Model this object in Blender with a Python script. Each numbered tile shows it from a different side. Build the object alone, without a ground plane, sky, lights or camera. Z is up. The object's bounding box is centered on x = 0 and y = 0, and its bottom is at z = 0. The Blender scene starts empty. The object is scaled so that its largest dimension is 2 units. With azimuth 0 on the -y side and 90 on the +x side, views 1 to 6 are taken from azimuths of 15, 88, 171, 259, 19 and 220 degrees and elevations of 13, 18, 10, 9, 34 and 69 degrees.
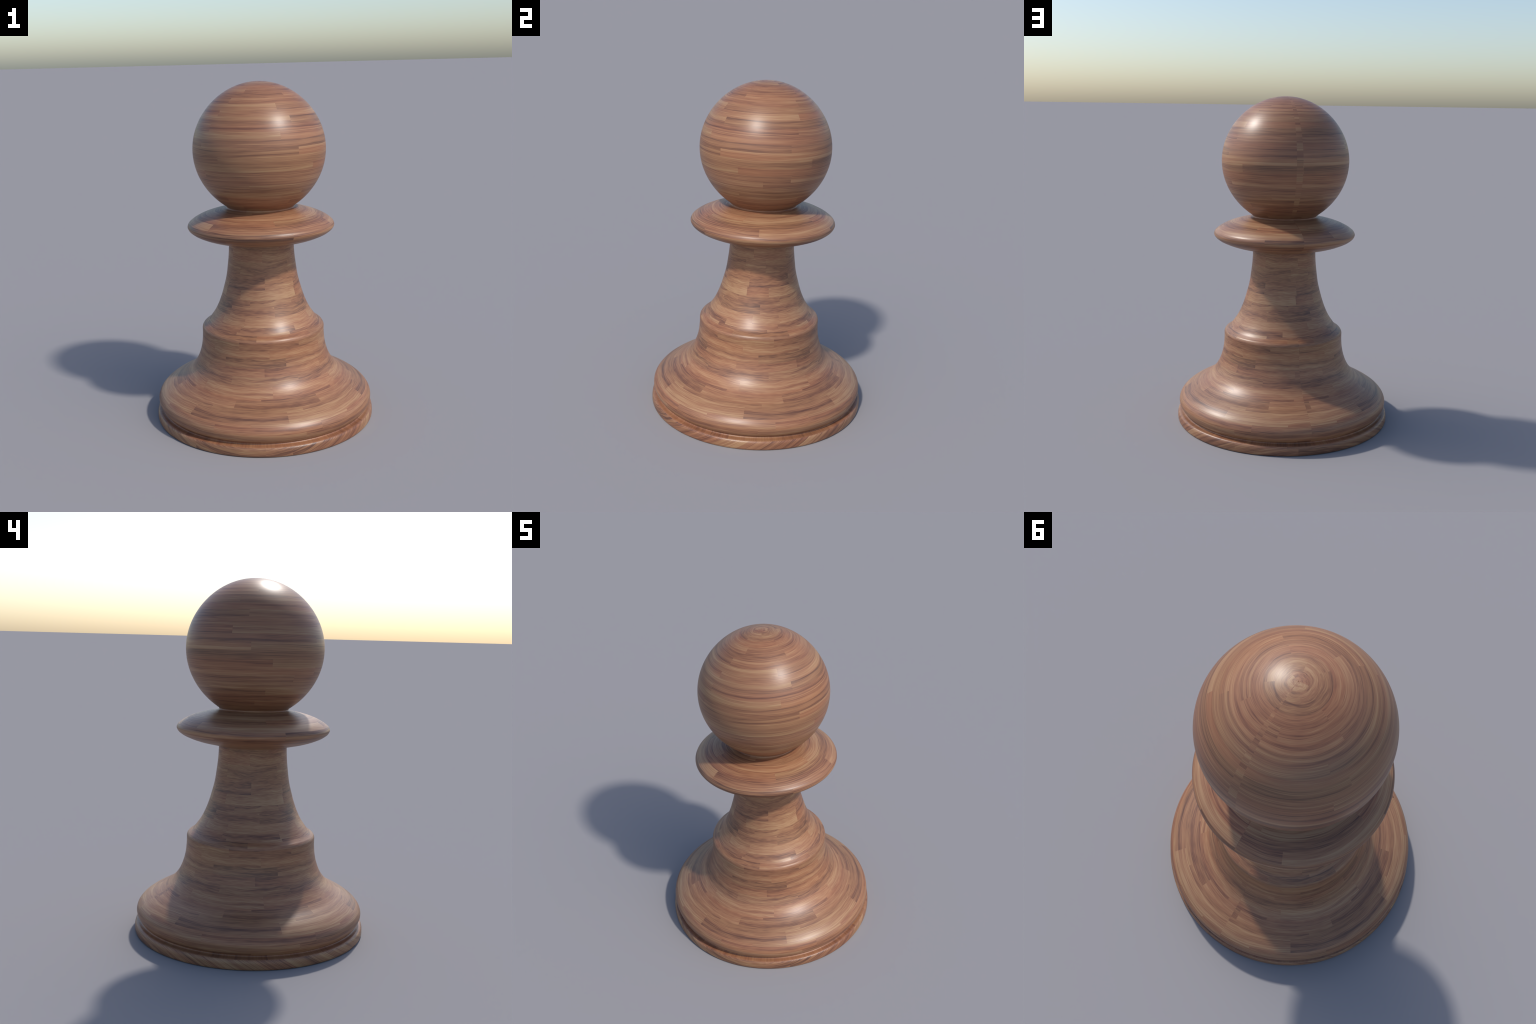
"""A turned wooden chess pawn: one lathe profile, split into named parts, covered
with procedural butcher-block wood (rows of long planks with staggered butt joints)."""
import math
import bpy
import numpy as np

# ------------------------------------------------------------------ profile
BALL_Z, BALL_R, BALL_SQUARE = 1.6140, 0.3840, 0.0019
BALL_END = math.radians(147.5)

NECK = [(.2062, 1.2903), (.1996, 1.2870), (.1966, 1.2828), (.1966, 1.2788), (.1990, 1.2757), (.2038, 1.2733), (.2111, 1.2715)]
COLLAR = [(.2111, 1.2715), (.2563, 1.2631), (.3121, 1.2492), (.3686, 1.2275), (.4091, 1.2035), (.4275, 1.1860),
          (.4325, 1.1705), (.4265, 1.1555), (.4087, 1.1390), (.3685, 1.1180), (.3183, 1.1005), (.2579, 1.0861), (.1930, 1.0715)]
STEM = [(.1930, 1.0715), (.1934, 1.0400), (.1960, .9950), (.2035, .9280), (.2134, .8610), (.2302, .7950), (.2433, .7500),
        (.2661, .6896), (.2873, .6470), (.3095, .6141), (.3220, .5970)]
WAIST = [(.3220, .5970), (.3342, .5845), (.3478, .5745), (.3603, .5654), (.3665, .5540), (.3674, .5350), (.3674, .5150),
         (.3690, .4880), (.3732, .4484), (.3826, .4059), (.3935, .3729), (.4109, .3349), (.4403, .2940)]
BASE = [(.4403, .2940), (.4704, .2660), (.5061, .2415), (.5480, .2190), (.5925, .1935), (.6270, .1660), (.6455, .1390),
        (.6500, .1180), (.6465, .0990), (.6388, .0835), (.6315, .0745), (.6265, .0697)]
FOOT = [(.6265, .0697), (.6243, .0672), (.6237, .0640), (.6252, .0608), (.6292, .0581), (.6355, .0563), (.6440, .0549), (.6515, .0518),
        (.6570, .0450), (.6595, .0360), (.6605, .0200), (.6598, .0060), (.6570, .0)]
SEGMENTS = 256


def ball(n):
    a = np.linspace(0.0068, BALL_END, n)
    rad = BALL_R + BALL_SQUARE * np.cos(4 * a)
    return np.stack([rad * np.sin(a), BALL_Z + rad * np.cos(a)], 1)


def smooth_curve(points, steps=10):
    """Hermite curve through the points, parametrised by chord length."""
    p = np.array(points, float)
    length = np.linalg.norm(np.diff(p, axis=0), axis=1)
    d = np.diff(p, axis=0) / length[:, None]
    m = np.empty_like(p)
    m[1:-1] = (d[:-1] * length[1:, None] + d[1:] * length[:-1, None]) / (length[1:] + length[:-1])[:, None]
    m[0] = 1.5 * d[0] - .5 * m[1]
    m[-1] = 1.5 * d[-1] - .5 * m[-2]
    t = np.linspace(0, 1, steps, endpoint=False)[:, None]
    out = []
    for i, h in enumerate(length):
        out.append((2 * t**3 - 3 * t**2 + 1) * p[i] + (t**3 - 2 * t**2 + t) * h * m[i]
                   + (-2 * t**3 + 3 * t**2) * p[i + 1] + (t**3 - t**2) * h * m[i + 1])
    return np.vstack(out + [p[-1:]])


STEPS = 10
ball_pts = ball(150)
upper = np.vstack([ball_pts[:-1], smooth_curve(NECK + COLLAR[1:], STEPS)])
lower = smooth_curve(STEM + WAIST[1:] + BASE[1:] + FOOT[1:], STEPS)


def arc(p):
    return np.concatenate([[0], np.cumsum(np.linalg.norm(np.diff(p, axis=0), axis=1))])


def normals(p):
    t = np.gradient(p, axis=0)
    n = np.stack([-t[:, 1], t[:, 0]], 1)
    return n / np.linalg.norm(n, axis=1)[:, None]


# (r, z, arc length from the crown, normal_r, normal_z) for every profile sample
s_up = arc(upper) + BALL_R * .0068
s_low = arc(lower) + s_up[-1]
UP = np.column_stack([upper, s_up, normals(upper)])
LOW = np.column_stack([lower, s_low, normals(lower)])


def index_of(table, point):
    return int(np.argmin(np.hypot(table[:, 0] - point[0], table[:, 1] - point[1])))


# ------------------------------------------------------------------ meshes
def lathe(name, rows, parent, material, cap_top=None, cap_bottom=None):
    """Spin profile rows (r, z, s, nr, nz) about the z axis; optional centre points close the ends."""
    a = np.linspace(0, 2 * math.pi, SEGMENTS, endpoint=False)
    ca, sa = np.cos(a), np.sin(a)
    n = len(rows)
    co = np.empty((n, SEGMENTS, 3))
    no = np.empty((n, SEGMENTS, 3))
    co[..., 0] = rows[:, 0:1] * ca
    co[..., 1] = rows[:, 0:1] * sa
    co[..., 2] = rows[:, 1:2]
    no[..., 0] = rows[:, 3:4] * ca
    no[..., 1] = rows[:, 3:4] * sa
    no[..., 2] = rows[:, 4:5]
    verts, norm = list(map(tuple, co.reshape(-1, 3))), list(map(tuple, no.reshape(-1, 3)))
    faces = []
    for i in range(n - 1):
        for j in range(SEGMENTS):
            k = (j + 1) % SEGMENTS
            faces.append((i * SEGMENTS + j, (i + 1) * SEGMENTS + j, (i + 1) * SEGMENTS + k, i * SEGMENTS + k))
    for cap, row, up in ((cap_top, 0, 1), (cap_bottom, n - 1, -1)):
        if cap is None:
            continue
        base = len(verts)
        ring = [row * SEGMENTS + j for j in range(SEGMENTS)]
        if up < 0:                                   # flat underside with its own rim
            verts += [verts[i] for i in ring]
            norm += [(0, 0, -1)] * SEGMENTS
            ring = [base + j for j in range(SEGMENTS)]
        centre = len(verts)
        verts.append((0, 0, cap))
        norm.append((0, 0, up))
        for j in range(SEGMENTS):
            k = (j + 1) % SEGMENTS
            faces.append((centre, ring[j], ring[k]) if up > 0 else (centre, ring[k], ring[j]))
    me = bpy.data.meshes.new(name)
    me.from_pydata(verts, [], faces)
    me.polygons.foreach_set("use_smooth", [True] * len(me.polygons))
    me.update()
    me.normals_split_custom_set_from_vertices(norm)
    me.materials.append(material)
    ob = bpy.data.objects.new(name, me)
    bpy.context.scene.collection.objects.link(ob)
    ob.parent = parent
    return ob


# ------------------------------------------------------------------ node helpers
class Nodes:
    def __init__(self, name):
        self.mat = bpy.data.materials.new(name)
        self.mat.use_nodes = True
        self.tree = self.mat.node_tree
        self.tree.nodes.clear()

    def new(self, kind, **props):
        n = self.tree.nodes.new(kind)
        for k, v in props.items():
            setattr(n, k, v)
        return n

    def put(self, socket, value):
        if isinstance(value, bpy.types.NodeSocket):
            self.tree.links.new(value, socket)
        else:
            socket.default_value = value

    def math(self, op, *args):
        n = self.new("ShaderNodeMath", operation=op)
        for i, v in enumerate(args):
            self.put(n.inputs[i], v)
        return n.outputs[0]

    def vec(self, op, *args):
        n = self.new("ShaderNodeVectorMath", operation=op)
        for i, v in enumerate(args):
            self.put(n.inputs[i], v)
        return n.outputs[0]

    def xyz(self, x, y, z):
        n = self.new("ShaderNodeCombineXYZ")
        for i, v in enumerate((x, y, z)):
            self.put(n.inputs[i], v)
        return n.outputs[0]

    def split(self, v):
        n = self.new("ShaderNodeSeparateXYZ")
        self.put(n.inputs[0], v)
        return n.outputs

    def noise(self, vector, scale, detail=2.0, rough=.5, distortion=0.0):
        n = self.new("ShaderNodeTexNoise", noise_dimensions="3D")
        self.put(n.inputs["Vector"], vector)
        self.put(n.inputs["Scale"], scale)
        self.put(n.inputs["Detail"], detail)
        self.put(n.inputs["Roughness"], rough)
        self.put(n.inputs["Distortion"], distortion)
        return n.outputs["Fac"]

    def random(self, vector):
        n = self.new("ShaderNodeTexWhiteNoise", noise_dimensions="3D")
        self.put(n.inputs["Vector"], vector)
        return n.outputs["Color"]

    def remap(self, v, a, b, c, d):
        n = self.new("ShaderNodeMapRange", interpolation_type="LINEAR", clamp=True)
        for i, x in enumerate((v, a, b, c, d)):
            self.put(n.inputs[i], x)
        return n.outputs[0]

    def ramp(self, v, stops):
        n = self.new("ShaderNodeValToRGB")
        e = n.color_ramp.elements
        while len(e) < len(stops):
            e.new(.5)
        for el, (p, c) in zip(e, stops):
            el.position, el.color = p, (*c, 1)
        self.put(n.inputs[0], v)
        return n.outputs[0]

    def mix(self, fac, a, b, blend="MIX"):
        n = self.new("ShaderNodeMix", data_type="RGBA", blend_type=blend)
        self.put(n.inputs[0], fac)
        self.put(n.inputs[6], a)
        self.put(n.inputs[7], b)
        return n.outputs[2]


# wood colours, dark late wood to pale early wood
WOOD = [(0.00, (.106, .045, .029)), (.22, (.160, .070, .041)), (.45, (.244, .109, .058)), (.65, (.287, .137, .071)),
        (.85, (.328, .174, .090)), (1.0, (.364, .206, .109))]
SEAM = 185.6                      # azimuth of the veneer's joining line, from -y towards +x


def wood_surface(g, along, across, seed, tone, hue, vary=.5, contrast=1.0):
    """Colour of one plank from metres along and across its grain and per-plank random values."""
    m = g.math
    offset = g.vec("SCALE", seed)
    offset.node.inputs["Scale"].default_value = 37.0
    # slow wander of the grain lines
    wander = g.noise(g.vec("ADD", g.xyz(m("MULTIPLY", along, 4.0), m("MULTIPLY", across, 10.0), 0.0), offset), 1.0, 2.0, .5)
    across = m("ADD", across, m("MULTIPLY", m("SUBTRACT", wander, .5), .034))
    p = g.vec("ADD", g.xyz(m("MULTIPLY", along, 1.7), m("MULTIPLY", across, 38.0), 0.0), offset)
    broad = g.noise(p, 1.0, 2.0, .45)
    p2 = g.vec("ADD", g.xyz(m("MULTIPLY", along, 2.4), m("MULTIPLY", across, 150.0), 3.0), offset)
    lines = g.noise(p2, 1.0, 3.0, .6)
    p3 = g.vec("ADD", g.xyz(m("MULTIPLY", along, 14.0), m("MULTIPLY", across, 300.0), 7.0), offset)
    fibre = g.noise(p3, 1.0, 1.0, .6)
    v = m("ADD", .5, m("MULTIPLY", m("SUBTRACT", broad, .5), 1.22 * contrast))
    v = m("ADD", v, m("MULTIPLY", m("SUBTRACT", lines, .5), .90 * contrast))
    v = m("ADD", v, m("MULTIPLY", m("SUBTRACT", fibre, .5), .80 * contrast))
    v = m("ADD", v, m("MULTIPLY", m("SUBTRACT", tone, .5), vary))
    colour = g.ramp(m("ADD", v, .05), WOOD)
    # some planks and streaks lean to red, others to straw
    warm = m("ADD", m("MULTIPLY", hue, .6), m("MULTIPLY", g.noise(g.vec("ADD", p, (5.0, 9.0, 2.0)), 1.0, 1.0, .5), .4))
    tint = g.ramp(warm, [(.15, (1.03, .955, .93)), (.5, (1.0, 1.0, 1.0)), (.85, (.98, 1.045, 1.01))])
    return g.mix(1.0, colour, tint, "MULTIPLY")


def finish(g, colour):
    b = g.new("ShaderNodeBsdfPrincipled")
    g.put(b.inputs["Base Color"], colour)
    b.inputs["Roughness"].default_value = .39
    b.inputs["Specular IOR Level"].default_value = .5
    out = g.new("ShaderNodeOutputMaterial")
    g.tree.links.new(b.outputs[0], out.inputs[0])
    return g.mat


def object_coordinates(g):
    tc = g.new("ShaderNodeTexCoord")
    x, y, z = g.split(tc.outputs["Object"])
    r = g.math("SQRT", g.math("ADD", g.math("MULTIPLY", x, x), g.math("MULTIPLY", y, y)))
    az = g.math("MULTIPLY", g.math("ARCTAN2", x, g.math("MULTIPLY", y, -1.0)), 180 / math.pi)
    u = g.math("FLOORED_MODULO", g.math("SUBTRACT", az, SEAM), 360.0)
    return x, y, z, r, u


def plank_material(name, rows, s_end, table, height, period, strip=0.0, plank_len=.5, dy=1.0, vary=.36, contrast=1.08):
    """rows: (arc length at the row's upper edge, joint, second joint or None), joints in degrees from the seam.
    height(g, r, z) gives the node value, and height(None, r, z) the number, that grows down the profile."""
    g = Nodes(name)
    m = g.math
    x, y, z, r, u = object_coordinates(g)
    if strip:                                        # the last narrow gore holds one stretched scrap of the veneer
        inside = m("GREATER_THAN", u, 360 - strip)
        u = m("ADD", m("MULTIPLY", u, m("SUBTRACT", 1.0, inside)), m("MULTIPLY", inside, 118.0))
    t = height(g, r, z)
    edges = [s for s, *_ in rows] + [s_end]
    ts = [height(None, np.interp(s, table[:, 2], table[:, 0]), np.interp(s, table[:, 2], table[:, 1])) for s in edges]
    rng = np.random.default_rng(sum(map(ord, name)))
    layout, frame = [], []
    for i, (s, a, b) in enumerate(rows):
        b = (a + period / 2) if b is None else b         # two planks share one repeat of the veneer
        a, b = (a % period) / period, (b % period) / period
        layout.append((a, (b - a) % 1.0, float(rng.integers(1, 400))))
        frame.append((ts[i], 1 / (ts[i + 1] - ts[i]), edges[i + 1] - edges[i]))
    acc_l, acc_f = tuple(layout[0]), tuple(frame[0])
    for i in range(1, len(rows)):
        step = m("GREATER_THAN", t, ts[i])
        for which in (0, 1):
            src = (layout, frame)[which]
            d = tuple(q - w for q, w in zip(src[i], src[i - 1]))
            n = g.new("ShaderNodeVectorMath", operation="SCALE")
            n.inputs[0].default_value = d
            g.put(n.inputs["Scale"], step)
            if which == 0:
                acc_l = g.vec("ADD", acc_l, n.outputs[0])
            else:
                acc_f = g.vec("ADD", acc_f, n.outputs[0])
    la, lb, row_seed = g.split(acc_l)
    ft, fk, fs = g.split(acc_f)
    phase = m("FRACT", m("ADD", m("SUBTRACT", m("DIVIDE", u, period), la), 4.0))
    second = m("GREATER_THAN", phase, lb)
    second = m("MULTIPLY", second, m("GREATER_THAN", lb, .0005))
    seed = g.random(g.xyz(row_seed, second, 3.0))
    sx, sy, sz = g.split(seed)
    across = m("MULTIPLY", m("MULTIPLY", m("SUBTRACT", t, ft), fk), fs)
    along = m("MULTIPLY", phase, 2 * plank_len)
    return finish(g, wood_surface(g, along, m("MULTIPLY", across, dy), seed, sy, sz, vary, contrast))


# ------------------------------------------------------------------ plank layouts
ROWS_HEAD = [(.0, 100, None), (.040, 40, None), (.079, 149, None), (.121, 73.7, None), (.1665, 13.5, None), (.213, 76.2, None), (.2555, 150.8, None),
             (.300, 56.5, None), (.344, 145, None), (.385, 67.8, None), (.431, 140, None), (.475, 55, None), (.5185, 132.2, None),
             (.5615, 70.6, None), (.6045, .5, None), (.650, 87.9, None), (.6925, 134, None), (.7325, 109.5, None),
             (.775, 27, None), (.8145, 84.5, None), (.8575, 150.1, None), (.899, 74.3, None), (.940, 12.8, None)]
ROWS_COLLAR = [(1.0229, 60, None), (1.036, 95.5, None), (1.081, 10, None), (1.135, 85, None), (1.1915, 27.8, None), (1.249, 97, None),
               (1.300, 44.3, None), (1.340, 5, None), (1.390, 70, None), (1.44, 30, None), (1.495, 100, None)]
ROWS_STEM = [(1.5443, 31, 100), (1.566, 70, 10), (1.632, 31, 116.5), (1.706, 73, 5.5), (1.793, 36, 3.5), (1.851, 51.8, None), (1.893, 84, None),
             (1.951, 47.5, 15.5), (2.010, 44.3, None)]
ROWS_WAIST = [(2.0400, 50, None), (2.0600, 16, None), (2.1015, .3, None), (2.1520, 27.5, None), (2.2015, 42, None), (2.2540, 22.8, None),
              (2.3030, 51, None), (2.3580, 28.4, None), (2.4255, 20, None), (2.442, 3.4, None), (2.501, 45, None),
              (2.527, 34.9, None), (2.600, 15, None), (2.615, 51.8, None), (2.661, 42.8, None), (2.705, 20, None)]


def polar(g, r, z):
    if g is None:
        return float(np.arctan2(r, z - BALL_Z))
    return g.math("ARCTAN2", r, g.math("SUBTRACT", z, BALL_Z))


def around_collar(g, r, z):
    if g is None:
        return -float(np.arctan2(z - 1.170, r - .195))
    return g.math("MULTIPLY", g.math("ARCTAN2", g.math("SUBTRACT", z, 1.170), g.math("SUBTRACT", r, .195)), -1.0)


def out_and_down(g, r, z):
    if g is None:
        return float(r - z)
    return g.math("SUBTRACT", r, z)


def foot_material(name):
    """Rim: grain runs slantwise over the side, and straight out from the centre on the ledge."""
    g = Nodes(name)
    m = g.math
    x, y, z, r, u = object_coordinates(g)
    a0 = math.radians(SEAM + 180)
    fx, fy = math.sin(a0), -math.cos(a0)
    front = m("ADD", m("MULTIPLY", x, fx), m("MULTIPLY", y, fy))
    side = m("ADD", m("MULTIPLY", x, -fy), m("MULTIPLY", y, fx))
    across = m("ADD", m("MULTIPLY", front, .55), m("MULTIPLY", z, .83))
    row = m("FLOOR", m("MULTIPLY", across, 1 / .046))
    r1 = g.random(g.xyz(row, 11.0, 0.0))
    j, _, _ = g.split(r1)
    col = m("FLOOR", m("ADD", m("MULTIPLY", side, 1 / .55), m("MULTIPLY", j, 3.0)))
    seed = g.random(g.xyz(row, col, 5.0))
    _, t1, h1 = g.split(seed)
    side_colour = wood_surface(g, side, m("MULTIPLY", across, 1.4), seed, t1, h1, .5, 1.4)
    # ledge: short planks lying outwards, side by side round the ring
    ring = m("MULTIPLY", u, math.pi / 180 * .64)
    cell = m("FLOOR", m("MULTIPLY", ring, 1 / .31))
    seed2 = g.random(g.xyz(cell, 2.0, 8.0))
    _, t2, h2 = g.split(seed2)
    ledge_colour = wood_surface(g, r, m("MULTIPLY", ring, .8), seed2, t2, h2, .4, .6)
    ledge_colour = g.mix(1.0, ledge_colour, (.95, .89, .86, 1.0), "MULTIPLY")
    ledge = m("GREATER_THAN", z, .0515)
    return finish(g, g.mix(ledge, side_colour, ledge_colour))


# ------------------------------------------------------------------ build
pawn = bpy.data.objects.new("chess_pawn", None)
pawn.empty_display_size = .3
bpy.context.scene.collection.objects.link(pawn)
pawn["label"] = "turned wooden chess pawn with round head, collar and flared base"
pawn["category"] = "chess piece"

i_neck, i_collar = index_of(UP, NECK[0]), index_of(UP, COLLAR[0])
i_waist, i_base, i_foot = index_of(LOW, WAIST[0]), index_of(LOW, BASE[0]), index_of(LOW, FOOT[0])

head_wood = plank_material("head_wood", ROWS_HEAD, UP[i_collar, 2] + .004, UP, polar, 304.6, strip=5.6, plank_len=.50, dy=1.3, vary=.18, contrast=1.05)
collar_wood = plank_material("collar_wood", ROWS_COLLAR, UP[-1, 2], UP, around_collar, 232.6, plank_len=.50, vary=.40, contrast=1.35)
stem_wood = plank_material("stem_wood", ROWS_STEM, LOW[i_waist, 2], LOW, out_and_down, 120.0, plank_len=.40, dy=.80)
base_wood = plank_material("base_wood", ROWS_WAIST, LOW[i_foot, 2], LOW, out_and_down, 111.0, plank_len=.50, dy=.95)
foot_wood = foot_material("foot_wood")

lathe("head", UP[:i_collar + 1], pawn, head_wood, cap_top=1.993)
lathe("collar", UP[i_collar:], pawn, collar_wood)
lathe("stem", LOW[:i_waist + 1], pawn, stem_wood)
lathe("waist", LOW[i_waist:i_base + 1], pawn, base_wood)
lathe("base", LOW[i_base:i_foot + 1], pawn, base_wood)
lathe("foot", LOW[i_foot:], pawn, foot_wood, cap_bottom=0.0)
